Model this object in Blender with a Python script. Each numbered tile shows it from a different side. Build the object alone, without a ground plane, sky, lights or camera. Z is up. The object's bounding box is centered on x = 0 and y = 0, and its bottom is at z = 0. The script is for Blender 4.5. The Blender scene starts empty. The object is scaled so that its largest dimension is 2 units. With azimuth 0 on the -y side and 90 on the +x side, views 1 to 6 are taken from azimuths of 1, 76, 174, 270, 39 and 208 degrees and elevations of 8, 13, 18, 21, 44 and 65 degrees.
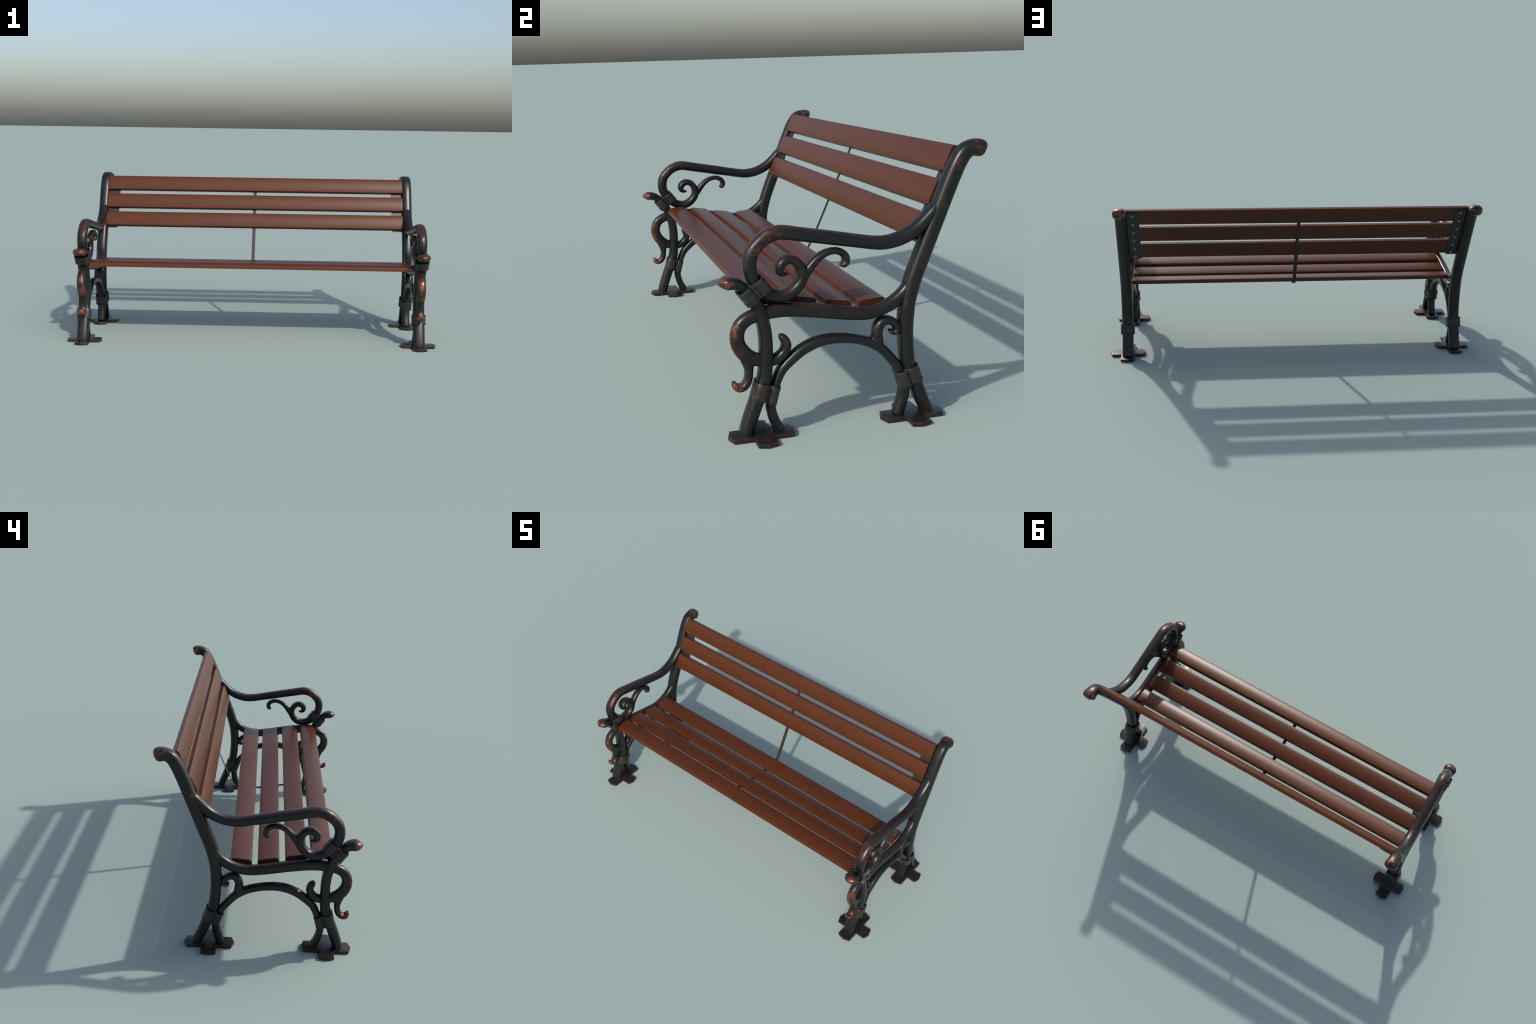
# Park bench: two cast-iron side frames (bent tubes, scrolls, collars, cross-shaped foot plates),
# seven cambered wooden slats, a pair of riveted back plates and a bent centre strip.
import bpy, bmesh, math
from mathutils import Vector

FRAME_X = (0.9035, -0.9075)        # planes of the two side frames

# ------------------------------------------------------------------ materials
def new_mat(name):
    m = bpy.data.materials.new(name)
    m.use_nodes = True
    nt = m.node_tree
    nt.nodes.clear()
    out = nt.nodes.new('ShaderNodeOutputMaterial')
    b = nt.nodes.new('ShaderNodeBsdfPrincipled')
    nt.links.new(b.outputs[0], out.inputs[0])
    return m, nt, b

class G:
    """tiny helper for wiring shader graphs"""
    def __init__(s, nt): s.nt = nt
    def put(s, sock, v):
        if hasattr(v, 'links'): s.nt.links.new(v, sock)
        else: sock.default_value = v
    def math(s, op, a, b=0.0, c=0.0, clamp=False):
        n = s.nt.nodes.new('ShaderNodeMath'); n.operation = op; n.use_clamp = clamp
        for i, v in enumerate((a, b, c)): s.put(n.inputs[i], v)
        return n.outputs[0]
    def mix(s, f, a, b):
        n = s.nt.nodes.new('ShaderNodeMix'); n.data_type = 'RGBA'
        s.put(n.inputs[0], f); s.put(n.inputs[6], a); s.put(n.inputs[7], b)
        return n.outputs[2]
    def ramp(s, v, lo, hi):
        n = s.nt.nodes.new('ShaderNodeMapRange'); n.interpolation_type = 'SMOOTHSTEP'
        s.put(n.inputs[0], v); n.inputs[1].default_value = lo; n.inputs[2].default_value = hi
        return n.outputs[0]
    def noise(s, vec, scale, detail=4, rough=0.6, w=0.0, stretch=None):
        if stretch:
            mp = s.nt.nodes.new('ShaderNodeMapping'); s.put(mp.inputs[0], vec)
            mp.inputs['Scale'].default_value = stretch; vec = mp.outputs[0]
        n = s.nt.nodes.new('ShaderNodeTexNoise'); n.noise_dimensions = '4D'
        s.put(n.inputs['Vector'], vec); s.put(n.inputs['W'], w)
        n.inputs['Scale'].default_value = scale; n.inputs['Detail'].default_value = detail
        n.inputs['Roughness'].default_value = rough
        return n.outputs[0]
    def coords(s):
        return s.nt.nodes.new('ShaderNodeTexCoord').outputs['Object']
    def rand(s, k):
        return s.math('MULTIPLY', s.nt.nodes.new('ShaderNodeObjectInfo').outputs['Random'], k)

def rgb(r, g, b): return (r, g, b, 1.0)

PAINT   = rgb(0.0068, 0.0076, 0.0076)
TARNISH = rgb(0.030, 0.0135, 0.0092)
COPPER  = rgb(0.185, 0.074, 0.044)

# where hands, knees and shoes have rubbed the castings: (y, z, reach, strength)
RUBBED = [(-0.422, 0.500, 0.045, 0.23), (0.432, 0.860, 0.070, 0.22), (-0.305, 0.632, 0.060, 0.23),
          (-0.412, 0.345, 0.050, 0.29), (-0.400, 0.285, 0.042, 0.25), (-0.394, 0.168, 0.042, 0.29),
          (-0.215, 0.525, 0.045, 0.10), (-0.030, 0.525, 0.035, 0.12), (0.135, 0.285, 0.025, 0.14),
          (-0.240, 0.315, 0.030, 0.13), (-0.220, 0.650, 0.06, 0.12), (0.335, 0.815, 0.03, 0.16), (0.285, 0.690, 0.022, 0.20)]

def iron(name, bias=0.0, edge=0.0, edge_r=0.004, brown=0.0, paint_tone=1.0, mottle=1.45):
    m, nt, b = new_mat(name); g = G(nt)
    co = g.coords(); rnd = g.rand(7.0)
    sx = nt.nodes.new('ShaderNodeSeparateXYZ'); nt.links.new(co, sx.inputs[0])
    y, z = sx.outputs[1], sx.outputs[2]
    wear = None
    for (py, pz, r, k) in RUBBED:
        dy = g.math('SUBTRACT', y, py); dz = g.math('SUBTRACT', z, pz)
        d = g.math('SQRT', g.math('ADD', g.math('MULTIPLY', dy, dy), g.math('MULTIPLY', dz, dz)))
        f = g.math('MULTIPLY', g.ramp(d, r * 1.5, r * 0.2), k)
        wear = f if wear is None else g.math('MAXIMUM', wear, f)
    n1 = g.noise(co, 46.0, 6, 0.70, rnd)
    n2 = g.noise(co, 11.0, 3, 0.5, g.math('ADD', rnd, 3.0))
    n3 = g.noise(co, 160.0, 3, 0.6, rnd)
    grain = g.math('ADD', g.math('MULTIPLY', n1, 0.75), g.math('MULTIPLY', n2, 0.25))
    grain = g.math('ADD', g.math('MULTIPLY', grain, mottle), 0.5 - 0.5 * mottle)      # stronger mottling
    s = g.math('ADD', g.math('ADD', grain, wear), bias)
    if edge:
        bv = nt.nodes.new('ShaderNodeBevel'); bv.samples = 8; bv.inputs[0].default_value = edge_r
        ge = nt.nodes.new('ShaderNodeNewGeometry')
        vm = nt.nodes.new('ShaderNodeVectorMath'); vm.operation = 'DOT_PRODUCT'
        nt.links.new(bv.outputs[0], vm.inputs[0]); nt.links.new(ge.outputs['Normal'], vm.inputs[1])
        e = g.ramp(g.math('SUBTRACT', 1.0, vm.outputs['Value']), 0.015, 0.12)
        s = g.math('ADD', s, g.math('MULTIPLY', e, edge))
    # a few small chips down to the bare metal, anywhere
    chips = g.ramp(g.noise(co, 30.0, 5, 0.62, g.math('ADD', rnd, 11.0)), 0.67, 0.76)
    s = g.math('ADD', s, g.math('MULTIPLY', chips, 0.22))
    # palms and sleeves polish the upper side of arm and seat rail to a dull brown
    ge2 = nt.nodes.new('ShaderNodeNewGeometry')
    sn = nt.nodes.new('ShaderNodeSeparateXYZ'); nt.links.new(ge2.outputs['Normal'], sn.inputs[0])
    top = g.math('MULTIPLY', g.ramp(sn.outputs[2], 0.25, 0.95), g.ramp(y, 0.17, 0.05))
    tar = g.ramp(g.math('ADD', s, g.math('MULTIPLY', top, brown)), 0.57, 0.73)
    cop = g.ramp(s, 0.71, 0.82)
    tone = lambda c: rgb(*[v * paint_tone for v in c[:3]])
    paint = g.mix(g.ramp(n3, 0.35, 0.75), tone(PAINT), tone((0.0100, 0.0108, 0.0106)))
    col = g.mix(tar, paint, TARNISH)
    col = g.mix(cop, col, COPPER)
    g.put(b.inputs['Base Color'], col)
    g.put(b.inputs['Metallic'], g.math('MULTIPLY', cop, 0.65))
    g.put(b.inputs['Roughness'], g.math('ADD', 0.27, g.math('MULTIPLY', n1, 0.12)))
    b.inputs['Specular IOR Level'].default_value = 0.36
    bp = nt.nodes.new('ShaderNodeBump'); bp.inputs['Strength'].default_value = 0.12
    bp.inputs['Distance'].default_value = 0.0015
    nt.links.new(n3, bp.inputs['Height']); nt.links.new(bp.outputs[0], b.inputs['Normal'])
    return m

def wood(name, end=False):
    m, nt, b = new_mat(name); g = G(nt)
    co = g.coords(); rnd = g.rand(9.0)
    fine = g.noise(co, 1.0, 3, 0.6, rnd, stretch=(3.0, 260.0, 260.0))
    broad = g.noise(co, 1.0, 3, 0.55, g.math('ADD', rnd, 2.0), stretch=(5.0, 22.0, 22.0))
    f = g.math('ADD', g.math('MULTIPLY', fine, 0.55), g.math('MULTIPLY', broad, 0.45))
    if end:
        col = g.mix(g.ramp(f, 0.3, 0.7), rgb(0.046, 0.0115, 0.0018), rgb(0.060, 0.0155, 0.0026))  # same wood, darkened and saturated for slat ends in shade, without sky sheen
    else:
        col = g.mix(g.ramp(f, 0.25, 0.75), rgb(0.062, 0.0158, 0.0037), rgb(0.080, 0.0218, 0.0054))
    g.put(b.inputs['Base Color'], col)
    b.inputs['Roughness'].default_value = 0.6 if end else 0.35
    b.inputs['Specular IOR Level'].default_value = 0.2 if end else 0.27
    bp = nt.nodes.new('ShaderNodeBump'); bp.inputs['Strength'].default_value = 0.06
    bp.inputs['Distance'].default_value = 0.001
    nt.links.new(fine, bp.inputs['Height']); nt.links.new(bp.outputs[0], b.inputs['Normal'])
    return m

def plain(name, color, rough, metal=0.0, grain=0.12):
    m, nt, b = new_mat(name); g = G(nt)
    n = g.noise(g.coords(), 120.0, 3, 0.6)
    dark = rgb(*[c * (1 - 2 * grain) for c in color[:3]])
    g.put(b.inputs['Base Color'], g.mix(n, dark, color))
    b.inputs['Roughness'].default_value = rough
    b.inputs['Metallic'].default_value = metal
    return m

IRON    = iron('black_iron_copper_wear', 0.0)
IRONTOP = iron('black_iron_hand_polished', 0.0, brown=0.19)
PLATEM  = iron('foot_plate_iron', 0.115, edge=0.22, edge_r=0.008, mottle=0.8)
SIDEM   = iron('foot_plate_rusty_rim', 0.17, edge=0.06, edge_r=0.003, mottle=0.8)
BANDM   = iron('band_iron', 0.08, edge=0.12, edge_r=0.0015, paint_tone=2.6, mottle=1.2)
FLATM   = iron('back_plate_iron', -0.03, edge=0.12, edge_r=0.002, paint_tone=2.2)
LINEM   = plain('rubbed_copper_line', rgb(0.125, 0.055, 0.034), 0.5, 0.3, 0.3)
STRIPM  = plain('strip_iron', rgb(0.017, 0.0125, 0.0108), 0.6)
RIVETM  = plain('rivet_steel', rgb(0.24, 0.25, 0.26), 0.4, 0.0)
WOOD    = wood('varnished_wood')
WOODEND = wood('wood_end_shade_darkened', True)

# ------------------------------------------------------------------ geometry helpers
bench = bpy.data.objects.new('park_bench', None)
bpy.context.scene.collection.objects.link(bench)
bench['label'] = 'wooden slat park bench with ornate black iron sides'
bench['category'] = 'bench'

def link(name, me, parent=bench, loc=(0, 0, 0), rot=(0, 0, 0)):
    o = bpy.data.objects.new(name, me)
    bpy.context.scene.collection.objects.link(o)
    o.parent = parent; o.location = loc; o.rotation_euler = rot
    return o

def to_mesh(bm, name, mats, smooth=True, angle=None):
    bmesh.ops.recalc_face_normals(bm, faces=bm.faces)
    me = bpy.data.meshes.new(name); bm.to_mesh(me); bm.free()
    for m in mats: me.materials.append(m)
    for p in me.polygons: p.use_smooth = smooth
    if angle is not None: me.set_sharp_from_angle(angle=math.radians(angle))
    return me

def evaluated(me, mods):
    """apply a chain of modifiers to a mesh and hand back the result"""
    o = bpy.data.objects.new('helper', me); bpy.context.scene.collection.objects.link(o)
    for kind, props in mods:
        md = o.modifiers.new(kind, kind)
        for k, v in props.items(): setattr(md, k, v)
    dg = bpy.context.evaluated_depsgraph_get()
    r = bpy.data.meshes.new_from_object(o.evaluated_get(dg))
    bpy.data.objects.remove(o)
    return r

def path(pts, step=0.006, soften=1):
    """smooth spine through (y, z, half thickness [, half width]) control points"""
    P = [Vector(p) for p in pts]
    Q = []
    for i in range(len(P) - 1):
        p0 = P[max(i - 1, 0)]; p1 = P[i]; p2 = P[i + 1]; p3 = P[min(i + 2, len(P) - 1)]
        n = max(2, int((p2 - p1).length / step))
        for k in range(n):
            t = k / n
            Q.append(0.5 * ((2 * p1) + (p2 - p0) * t + (2 * p0 - 5 * p1 + 4 * p2 - p3) * t * t
                            + (3 * p1 - p0 - 3 * p2 + p3) * t ** 3))
    Q.append(P[-1])
    for _ in range(soften):
        Q = [Q[0]] + [(Q[i - 1] + 2 * Q[i] + Q[i + 1]) / 4 for i in range(1, len(Q) - 1)] + [Q[-1]]
    return Q

def tube(bm, spine, n=20, power=2.4):
    """sweep a rounded section (wide in x) along a spine lying in the y-z plane"""
    rings = []
    for i, q in enumerate(spine):
        a = spine[max(i - 1, 0)]; c = spine[min(i + 1, len(spine) - 1)]
        t = Vector((c[0] - a[0], c[1] - a[1])).normalized()
        ny, nz = -t[1], t[0]
        ring = []
        for k in range(n):
            th = 2 * math.pi * k / n
            cx, sx = math.cos(th), math.sin(th)
            u = math.copysign(abs(cx) ** (2 / power), cx) * q[3]
            v = math.copysign(abs(sx) ** (2 / power), sx) * q[2]
            ring.append(bm.verts.new((u, q[0] + ny * v, q[1] + nz * v)))
        rings.append(ring)
    for r0, r1 in zip(rings, rings[1:]):
        for k in range(n):
            bm.faces.new((r0[k], r0[(k + 1) % n], r1[(k + 1) % n], r1[k]))
    bm.faces.new(rings[0][::-1]); bm.faces.new(rings[-1])

def widths(pts, hx, **ends):
    """attach half widths in x; thin parts of a scroll narrow towards the tip"""
    top = max(p[2] for p in pts)
    out = []
    for p in pts:
        k = min(1.0, (p[2] / top) / ends.get('full', 0.6))
        out.append((p[0], p[1], p[2], hx * (ends.get('tip', 0.25) + (1 - ends.get('tip', 0.25)) * k)))
    return out

def fuse(name, spines, mat, voxel=0.0017, smooth=8, power=2.3):
    """several tubes melted into one casting with filleted junctions"""
    bm = bmesh.new()
    for s in spines:
        tube(bm, [Vector((q[0], q[1], q[2] + 0.0006, q[3] + 0.0006)) for q in s], 20, power)
    me = to_mesh(bm, name, [mat])
    me = evaluated(me, [('REMESH', dict(mode='VOXEL', voxel_size=voxel, use_smooth_shade=True)),
                        ('SMOOTH', dict(factor=0.5, iterations=smooth))])
    me.name = name
    if not me.materials: me.materials.append(mat)
    for p in me.polygons: p.use_smooth = True; p.material_index = 0
    return me

# ------------------------------------------------------------------ side frame profiles (y, z, half thickness)
FRONT_LEG = [(-0.4300, 0.498, 0.0030, 0.006), (-0.4215, 0.4985, 0.0115, 0.021), (-0.4110, 0.4985, 0.0175, 0.031),
    (-0.400, 0.498, 0.0200, 0.037), (-0.386, 0.497, 0.0190, 0.034), (-0.372, 0.492, 0.0184, 0.029),
    (-0.355, 0.479, 0.0176, 0.0275), (-0.336, 0.455, 0.0185, 0.029),
    (-0.320, 0.434, 0.0200, 0.0308), (-0.303, 0.396, 0.0200, 0.0308), (-0.293, 0.354, 0.0205, 0.0308),
    (-0.289, 0.313, 0.0205, 0.0308), (-0.289, 0.270, 0.0207, 0.0308), (-0.293, 0.211, 0.0215, 0.0308),
    (-0.299, 0.181, 0.0219, 0.0308), (-0.321, 0.123, 0.0224, 0.0308), (-0.329, 0.103, 0.0225, 0.0308),
    (-0.344, 0.063, 0.0224, 0.0308), (-0.351, 0.043, 0.0220, 0.0308), (-0.357, 0.023, 0.0218, 0.0308),
    (-0.3580, 0.0110, 0.0216, 0.0308)]
REAR_POST = [(0.4305, 0.849, 0.007, 0.009), (0.4268, 0.850, 0.0170, 0.0205), (0.4225, 0.852, 0.0248, 0.030),
    (0.412, 0.855, 0.0277, 0.0357), (0.400, 0.8562, 0.0272, 0.0345),
    (0.385, 0.856, 0.0255, 0.0305), (0.360, 0.843, 0.0261, 0.0303), (0.337, 0.808, 0.0268, 0.0303),
    (0.319, 0.769, 0.0269, 0.0303), (0.298, 0.719, 0.0270, 0.0303), (0.239, 0.573, 0.0267, 0.0303),
    (0.219, 0.524, 0.0268, 0.0303), (0.202, 0.482, 0.0266, 0.0303), (0.190, 0.448, 0.0263, 0.0303),
    (0.176, 0.393, 0.0256, 0.0300), (0.171, 0.357, 0.0250, 0.0300), (0.168, 0.304, 0.0240, 0.0300),
    (0.169, 0.262, 0.0237, 0.0298), (0.172, 0.219, 0.0235, 0.0298), (0.1785, 0.178, 0.0225, 0.0298),
    (0.195, 0.135, 0.0220, 0.0298), (0.214, 0.084, 0.0215, 0.0298), (0.226, 0.054, 0.0210, 0.0298),
    (0.237, 0.030, 0.0202, 0.0298), (0.2440, 0.0110, 0.0200, 0.0298)]
ARCH = widths([(-0.2495, 0.0110, 0.0172), (-0.2535, 0.018, 0.0168), (-0.262, 0.034, 0.0156), (-0.273, 0.062, 0.0152),
    (-0.279, 0.097, 0.0152), (-0.273, 0.132, 0.0145), (-0.262, 0.162, 0.0143), (-0.253, 0.186, 0.0150),
    (-0.239, 0.211, 0.0160), (-0.219, 0.231, 0.0170), (-0.198, 0.248, 0.0175),
    (-0.175, 0.264, 0.0175), (-0.147, 0.277, 0.0175), (-0.126, 0.284, 0.0173), (-0.083, 0.290, 0.0162),
    (-0.036, 0.287, 0.0153), (0.006, 0.279, 0.0150), (0.047, 0.265, 0.0160), (0.084, 0.242, 0.0164),
    (0.105, 0.221, 0.0160), (0.123, 0.199, 0.0154), (0.139, 0.178, 0.0155), (0.157, 0.142, 0.0160),
    (0.164, 0.116, 0.0172), (0.164, 0.092, 0.0179), (0.161, 0.070, 0.0182), (0.155, 0.049, 0.0182),
    (0.148, 0.029, 0.0182), (0.1430, 0.0110, 0.0182)], 0.0220)
REAR_SCROLL = widths([(0.074, 0.255, 0.0200), (0.0725, 0.275, 0.0190), (0.0722, 0.2942, 0.0170), (0.0765, 0.3128, 0.0168),
    (0.0885, 0.3278, 0.0155), (0.1057, 0.3318, 0.0140), (0.1233, 0.3257, 0.0129), (0.1375, 0.3114, 0.0118),
    (0.1400, 0.2975, 0.0108), (0.1320, 0.2885, 0.0100), (0.1218, 0.2910, 0.0080), (0.1150, 0.2970, 0.0040)], 0.0225)
SEAT_RAIL = widths([(0.176, 0.440, 0.0150), (0.170, 0.428, 0.0172), (0.160, 0.414, 0.0190), (0.136, 0.393, 0.0205),
    (0.109, 0.378, 0.0205), (0.082, 0.368, 0.0207), (0.045, 0.361, 0.0212), (0.006, 0.363, 0.0215),
    (-0.046, 0.371, 0.0222), (-0.128, 0.386, 0.0226), (-0.207, 0.397, 0.0228), (-0.243, 0.399, 0.0226),
    (-0.271, 0.397, 0.0220), (-0.297, 0.394, 0.0214), (-0.321, 0.389, 0.0209), (-0.343, 0.381, 0.0205),
    (-0.363, 0.366, 0.0208), (-0.374, 0.346, 0.0213), (-0.3775, 0.324, 0.0219), (-0.373, 0.300, 0.0225),
    (-0.362, 0.280, 0.0232), (-0.347, 0.264, 0.0230), (-0.330, 0.254, 0.0215), (-0.307, 0.247, 0.0188),
    (-0.284, 0.242, 0.0174), (-0.267, 0.242, 0.0170), (-0.254, 0.246, 0.0168), (-0.239, 0.256, 0.0166),
    (-0.2275, 0.271, 0.0162), (-0.2235, 0.288, 0.0157), (-0.2285, 0.303, 0.0143), (-0.237, 0.313, 0.0112),
    (-0.244, 0.318, 0.0060)], 0.0215)
SCROLL_TAIL = widths([(-0.352, 0.262, 0.0200), (-0.346, 0.243, 0.0185), (-0.344, 0.220, 0.0132), (-0.345, 0.199, 0.0125),
    (-0.351, 0.179, 0.0127), (-0.363, 0.167, 0.0125), (-0.377, 0.164, 0.0123), (-0.387, 0.171, 0.0110),
    (-0.391, 0.182, 0.0075), (-0.391, 0.187, 0.0040)], 0.0200)
ARM = widths([(0.277, 0.699, 0.0060), (0.267, 0.684, 0.0130), (0.257, 0.670, 0.0170), (0.246, 0.656, 0.0188), (0.218, 0.627, 0.0205),
    (0.187, 0.605, 0.0215), (0.147, 0.588, 0.0215), (0.112, 0.581, 0.0213), (0.085, 0.580, 0.0211),
    (0.059, 0.583, 0.0206), (0.011, 0.592, 0.0204), (-0.091, 0.612, 0.0211), (-0.171, 0.627, 0.0213),
    (-0.217, 0.6362, 0.0214), (-0.242, 0.6378, 0.0216), (-0.268, 0.6315, 0.0214), (-0.288, 0.621, 0.0212),
    (-0.303, 0.608, 0.0209), (-0.316, 0.595, 0.0211), (-0.326, 0.578, 0.0214), (-0.331, 0.558, 0.0214),
    (-0.3315, 0.539, 0.0214), (-0.327, 0.518, 0.0212), (-0.316, 0.496, 0.0206), (-0.301, 0.476, 0.0200),
    (-0.282, 0.459, 0.0196), (-0.261, 0.448, 0.0193), (-0.237, 0.443, 0.0192), (-0.214, 0.447, 0.0190),
(-0.1955, 0.4580, 0.0182), (-0.1797, 0.4735, 0.0178), (-0.1703, 0.4925, 0.0172), (-0.1700, 0.5134, 0.0160),
    (-0.1775, 0.5335, 0.0152), (-0.1915, 0.5490, 0.0144), (-0.2095, 0.5552, 0.0146), (-0.2262, 0.5512, 0.0153),
    (-0.2375, 0.5402, 0.0155), (-0.2410, 0.5275, 0.0140), (-0.2377, 0.5170, 0.0115), (-0.2300, 0.5110, 0.0085),
    (-0.2209, 0.5090, 0.0058), (-0.2115, 0.5100, 0.0028)], 0.0260, full=0.72, tip=0.2)
ARM_BRANCH = widths([(-0.166, 0.492, 0.0155), (-0.1613, 0.5006, 0.0155), (-0.1541, 0.5099, 0.0150), (-0.1437, 0.5229, 0.0139),
    (-0.1282, 0.5410, 0.0127), (-0.1087, 0.5562, 0.0114), (-0.0882, 0.5652, 0.0102), (-0.0655, 0.5682, 0.0101),
    (-0.0455, 0.5630, 0.0106), (-0.0318, 0.5520, 0.0114), (-0.0265, 0.5385, 0.0120), (-0.0300, 0.5270, 0.0120),
    (-0.0385, 0.5225, 0.0100), (-0.0450, 0.5245, 0.0050)], 0.0180)

# collars: a band round each of two touching tubes (axis start, axis end, half thickness, half width)
COLLARS = [
    [((-0.3545, 0.4755), (-0.3245, 0.4345), 0.0250, 0.0395), ((-0.3145, 0.5020), (-0.2845, 0.4635), 0.0240, 0.0360)],
    [((-0.3022, 0.1760), (-0.3172, 0.1230), 0.0250, 0.0376), ((-0.2645, 0.1630), (-0.2800, 0.1070), 0.0188, 0.0318)],
    [((0.1511, 0.1612), (0.1698, 0.1075), 0.0222, 0.0330), ((0.1836, 0.1742), (0.2013, 0.1215), 0.0246, 0.0380)],
]

# ------------------------------------------------------------------ build the parts of one frame
def single(name, pts, mat, power):
    bm = bmesh.new(); tube(bm, path(pts), 24, power)
    return to_mesh(bm, name, [mat], angle=60)

leg_me  = single('front_leg', FRONT_LEG, IRON, 2.6)
post_me = single('rear_post', REAR_POST, IRON, 2.6)
arm_me  = fuse('armrest', [path(ARM), path(ARM_BRANCH)], IRONTOP)
rail_me = fuse('seat_rail', [path(SEAT_RAIL), path(SCROLL_TAIL)], IRONTOP)
arch_me = fuse('arch_brace', [path(ARCH), path(REAR_SCROLL)], IRON)

def collar_mesh(name, bands):
    """closed bands with a proud rim line near each end"""
    bm = bmesh.new(); n = 28
    # (position along axis 0..1, growth outwards, copper?)
    prof = [(0.0, -0.0045, 0), (0.0, -0.0006, 0), (0.015, 0.0, 0), (0.240, 0.0, 0), (0.252, -0.0017, 1), (0.298, -0.0017, 1),
            (0.310, -0.0002, 0), (0.710, -0.0002, 0), (0.722, -0.0017, 1), (0.766, -0.0017, 1), (0.778, 0.0, 0),
            (0.985, 0.0, 0), (1.0, -0.0006, 0), (1.0, -0.0045, 0)]
    # a web closes the valley between the two tubes
    (a0, b0, p0, x0), (a1, b1, p1, x1) = bands
    k = p0 / (p0 + p1)
    web = (tuple(u + (v - u) * k for u, v in zip(a0, a1)), tuple(u + (v - u) * k for u, v in zip(b0, b1)), 0.0120, 0.82 * min(x0, x1))
    for (a, b, hp, hx) in bands + [web]:
        ay, az = a; by, bz = b
        t = Vector((by - ay, bz - az)).normalized()
        rings = []
        for (s, gr, c) in prof:
            cy, cz = ay + (by - ay) * s, az + (bz - az) * s
            ring = []
            for k in range(n):
                th = 2 * math.pi * k / n; cx, sx = math.cos(th), math.sin(th)
                u = math.copysign(abs(cx) ** (2 / 2.8), cx) * (hx + gr)
                v = math.copysign(abs(sx) ** (2 / 2.8), sx) * (hp + gr)
                ring.append(bm.verts.new((u, cy - t[1] * v, cz + t[0] * v)))
            rings.append(ring)
        m = len(rings)
        for i in range(m):
            r0, r1 = rings[i], rings[(i + 1) % m]
            for k in range(n):
                f = bm.faces.new((r0[k], r0[(k + 1) % n], r1[(k + 1) % n], r1[k]))
                f.material_index = 1 if (prof[i][2] and prof[(i + 1) % m][2]) else 0
    return to_mesh(bm, name, [BANDM, LINEM], angle=40)

collar_mes = [collar_mesh('collar', b) for b in COLLARS]

def plate_mesh():
    """cross-shaped foot with pointed arm ends, thick with a chamfered upper edge"""
    hw, hv = 0.0322, 0.0360          # half widths of the x arms and of the y arms
    arm_x = [(0.0850, -hw), (0.0945, 0.0), (0.0850, hw), (hv, hw)]
    arm_y = [(hv, 0.0955), (0.0, 0.1070), (-hv, 0.0955), (-hv, hw)]
    outline = arm_x + arm_y + [(-x, -y) for x, y in arm_x] + [(-x, -y) for x, y in arm_y]
    bm = bmesh.new()
    vs = [bm.verts.new((x, y, 0.0)) for x, y in outline]
    f = bm.faces.new(vs)
    r = bmesh.ops.extrude_face_region(bm, geom=[f])
    top = [v for v in r['geom'] if isinstance(v, bmesh.types.BMVert)]
    for v in top: v.co.z = 0.0125
    edges = [e for e in bm.edges if all(v in top for v in e.verts)]
    bmesh.ops.bevel(bm, geom=edges, offset=0.0028, segments=2, profile=0.6, affect='EDGES')
    bmesh.ops.recalc_face_normals(bm, faces=bm.faces)
    for f in bm.faces:
        if abs(f.normal.z) < 0.3: f.material_index = 1
    return to_mesh(bm, 'foot_plate', [PLATEM, SIDEM], angle=25)

foot_me = plate_mesh()

for X, plate_x in zip(FRAME_X, (0.9055, -0.9055)):
    link('front_leg', leg_me, loc=(X, 0, 0))
    link('rear_leg', post_me, loc=(X, 0, 0))
    link('armrest', arm_me, loc=(X, 0, 0))
    link('seat_rail', rail_me, loc=(X, 0, 0))
    link('arch_brace', arch_me, loc=(X, 0, 0))
    for me in collar_mes: link('collar', me, loc=(X, 0, 0))
    for fy in (-0.310, 0.191): link('foot_plate', foot_me, loc=(plate_x, fy, 0))

# ------------------------------------------------------------------ slats
def slat_mesh(length_half):
    """flat underside, slightly battered sides, long shallow chamfers, face shaded as a camber"""
    half = [(0.0300, 0.0107), (0.0420, 0.0068), (0.0452, -0.0030), (0.0461, -0.0125)]
    prof = [(-y, z) for y, z in reversed(half)] + half
    bm = bmesh.new(); rows = []
    nx = 24
    for i in range(nx + 1):
        x = -length_half + 2 * length_half * i / nx
        rows.append([bm.verts.new((x, y, z)) for y, z in prof])
    n = len(prof)
    for a, b in zip(rows, rows[1:]):
        for k in range(n):
            bm.faces.new((a[k], b[k], b[(k + 1) % n], a[(k + 1) % n]))
    for r in (rows[0][::-1], rows[-1]):
        bm.faces.new(r).material_index = 1
    return to_mesh(bm, 'slat', [WOOD, WOODEND], angle=33)

seat_me, back_me = slat_mesh(0.8795), slat_mesh(0.881)
# seat slats: centre (y, z) and pitch about x in degrees (positive lifts the rear edge)
for (y, z, deg) in [(-0.2695, 0.4256, 3.4), (-0.1595, 0.4143, -9.5), (-0.0447, 0.3928, -9.5), (0.0676, 0.3865, 4.5)]:
    link('seat_slat', seat_me, loc=(-0.0015, y, z), rot=(math.radians(deg), 0, 0))
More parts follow.
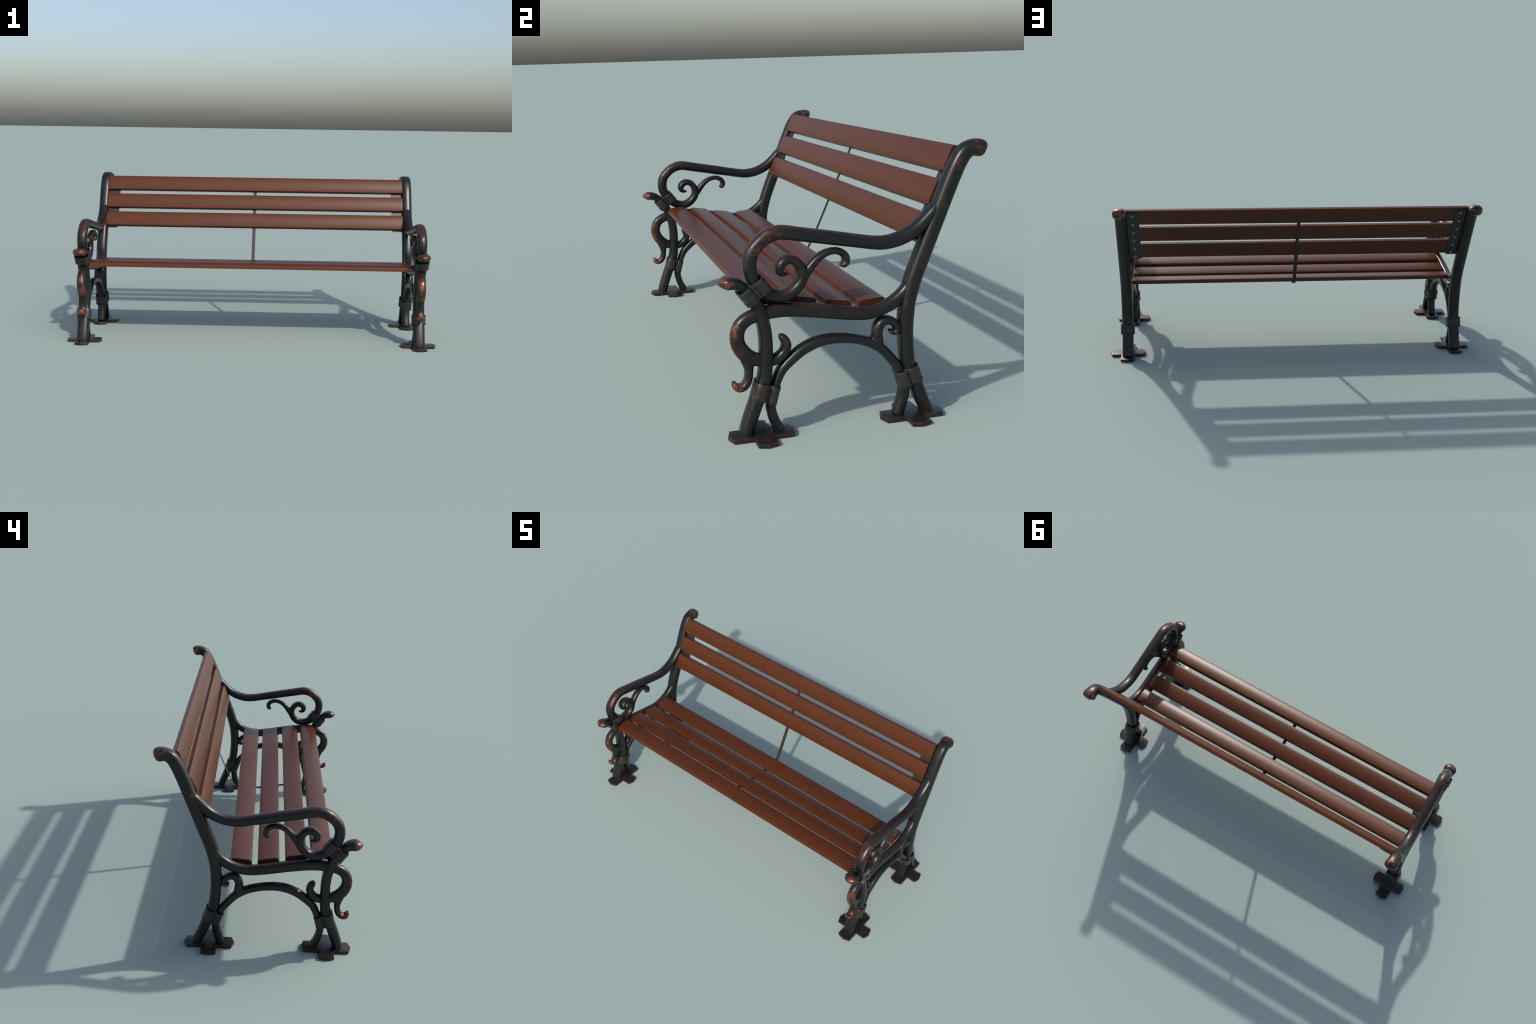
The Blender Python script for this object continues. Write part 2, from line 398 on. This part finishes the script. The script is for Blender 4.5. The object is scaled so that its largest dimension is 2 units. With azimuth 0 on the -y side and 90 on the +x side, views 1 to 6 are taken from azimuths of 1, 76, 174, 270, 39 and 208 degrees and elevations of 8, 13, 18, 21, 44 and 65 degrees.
# back slats face forward on a plane leaning 24.8 degrees
LEAN = math.radians(24.8)
BACK = [(0.3292, 0.8225), (0.2805, 0.7194), (0.2317, 0.6159)]
for (y, z) in BACK:
    link('back_slat', back_me, loc=(-0.0033, y, z), rot=(math.pi / 2 - LEAN, 0, 0))

# ------------------------------------------------------------------ back plates with rivets
up = Vector((0, math.sin(LEAN), math.cos(LEAN)))
back_n = Vector((0, math.cos(LEAN), -math.sin(LEAN)))          # points to the rear
origin = Vector((0, *BACK[1])) + back_n * 0.0127               # on the rear plane of the slats

def back_plate_mesh():
    w, h, t, r = 0.0305, 0.1565, 0.0045, 0.013
    pts = []
    for (cx, cy, a0, rr) in ((-w + r, h - r, 90, r), (-w + r, -h + r, 180, r), (w - 0.004, -h + 0.004, 270, 0.004), (w - 0.004, h - 0.004, 0, 0.004)):
        for k in range(6):
            a = math.radians(a0 + 90 * k / 5)
            pts.append((cx + rr * math.cos(a), cy + rr * math.sin(a)))
    bm = bmesh.new()
    f = bm.faces.new([bm.verts.new((x, y, 0)) for x, y in pts])
    r2 = bmesh.ops.extrude_face_region(bm, geom=[f])
    top = [v for v in r2['geom'] if isinstance(v, bmesh.types.BMVert)]
    for v in top: v.co.z = t
    edges = [e for e in bm.edges if all(v in top for v in e.verts)]
    bmesh.ops.bevel(bm, geom=edges, offset=0.0008, segments=1, affect='EDGES')
    return to_mesh(bm, 'back_plate', [FLATM], angle=30)

def rivet_mesh():
    bm = bmesh.new()
    bmesh.ops.create_uvsphere(bm, u_segments=18, v_segments=10, radius=0.0070)
    for v in bm.verts: v.co.z *= 0.6
    return to_mesh(bm, 'rivet', [RIVETM])

bp_me, rv_me = back_plate_mesh(), rivet_mesh()
for sx in (1, -1):
    c = origin + up * (-0.0105) + Vector((0.8430 if sx > 0 else -0.8475, 0, 0)) + back_n * 0.0002
    # local z -> rear, local y -> down the back
    bp = link('back_plate', bp_me, loc=c, rot=(-math.pi / 2 - LEAN, 0, 0))
    if sx < 0: bp.scale = (-1, 1, 1)
    for k in range(6):
        rv = link('rivet', rv_me, parent=bp)
        rv.location = (0.0015, -0.137 + 0.0560 * k if k < 5 else 0.1405, 0.0040)

# ------------------------------------------------------------------ centre strip: flat bar bent under the seat
def strip_mesh():
    # centre line (y, z) of the bar: down the slat backs, round the bend, forward under the seat slats
    line = [(0.3424, 0.8200), (0.2274, 0.5750), (0.2095, 0.5340), (0.1760, 0.4600), (0.1430, 0.3935), (0.1375, 0.3825),
            (0.1310, 0.3755), (0.1220, 0.3722), (0.1080, 0.3715), (0.0500, 0.3695), (0.0080, 0.3690), (-0.0250, 0.3745), (-0.0950, 0.3868),
            (-0.1250, 0.3915), (-0.2150, 0.4075), (-0.2500, 0.4118), (-0.3000, 0.4128)]
    hw, ht = 0.0094, 0.0011
    bm = bmesh.new(); rings = []
    for i, (y, z) in enumerate(line):
        a = line[max(i - 1, 0)]; c = line[min(i + 1, len(line) - 1)]
        t = Vector((c[0] - a[0], c[1] - a[1])).normalized(); ny, nz = -t[1] * ht, t[0] * ht
        x0 = -0.0055 + 0.003 * (z - 0.40) / 0.42
        rings.append([bm.verts.new(v) for v in ((x0 - hw, y + ny, z + nz), (x0 + hw, y + ny, z + nz),
                                                (x0 + hw, y - ny, z - nz), (x0 - hw, y - ny, z - nz))])
    for r0, r1 in zip(rings, rings[1:]):
        for k in range(4): bm.faces.new((r0[k], r0[(k + 1) % 4], r1[(k + 1) % 4], r1[k]))
    bm.faces.new(rings[0][::-1]); bm.faces.new(rings[-1])
    return to_mesh(bm, 'centre_strip', [STRIPM], angle=30)
link('centre_strip', strip_mesh())
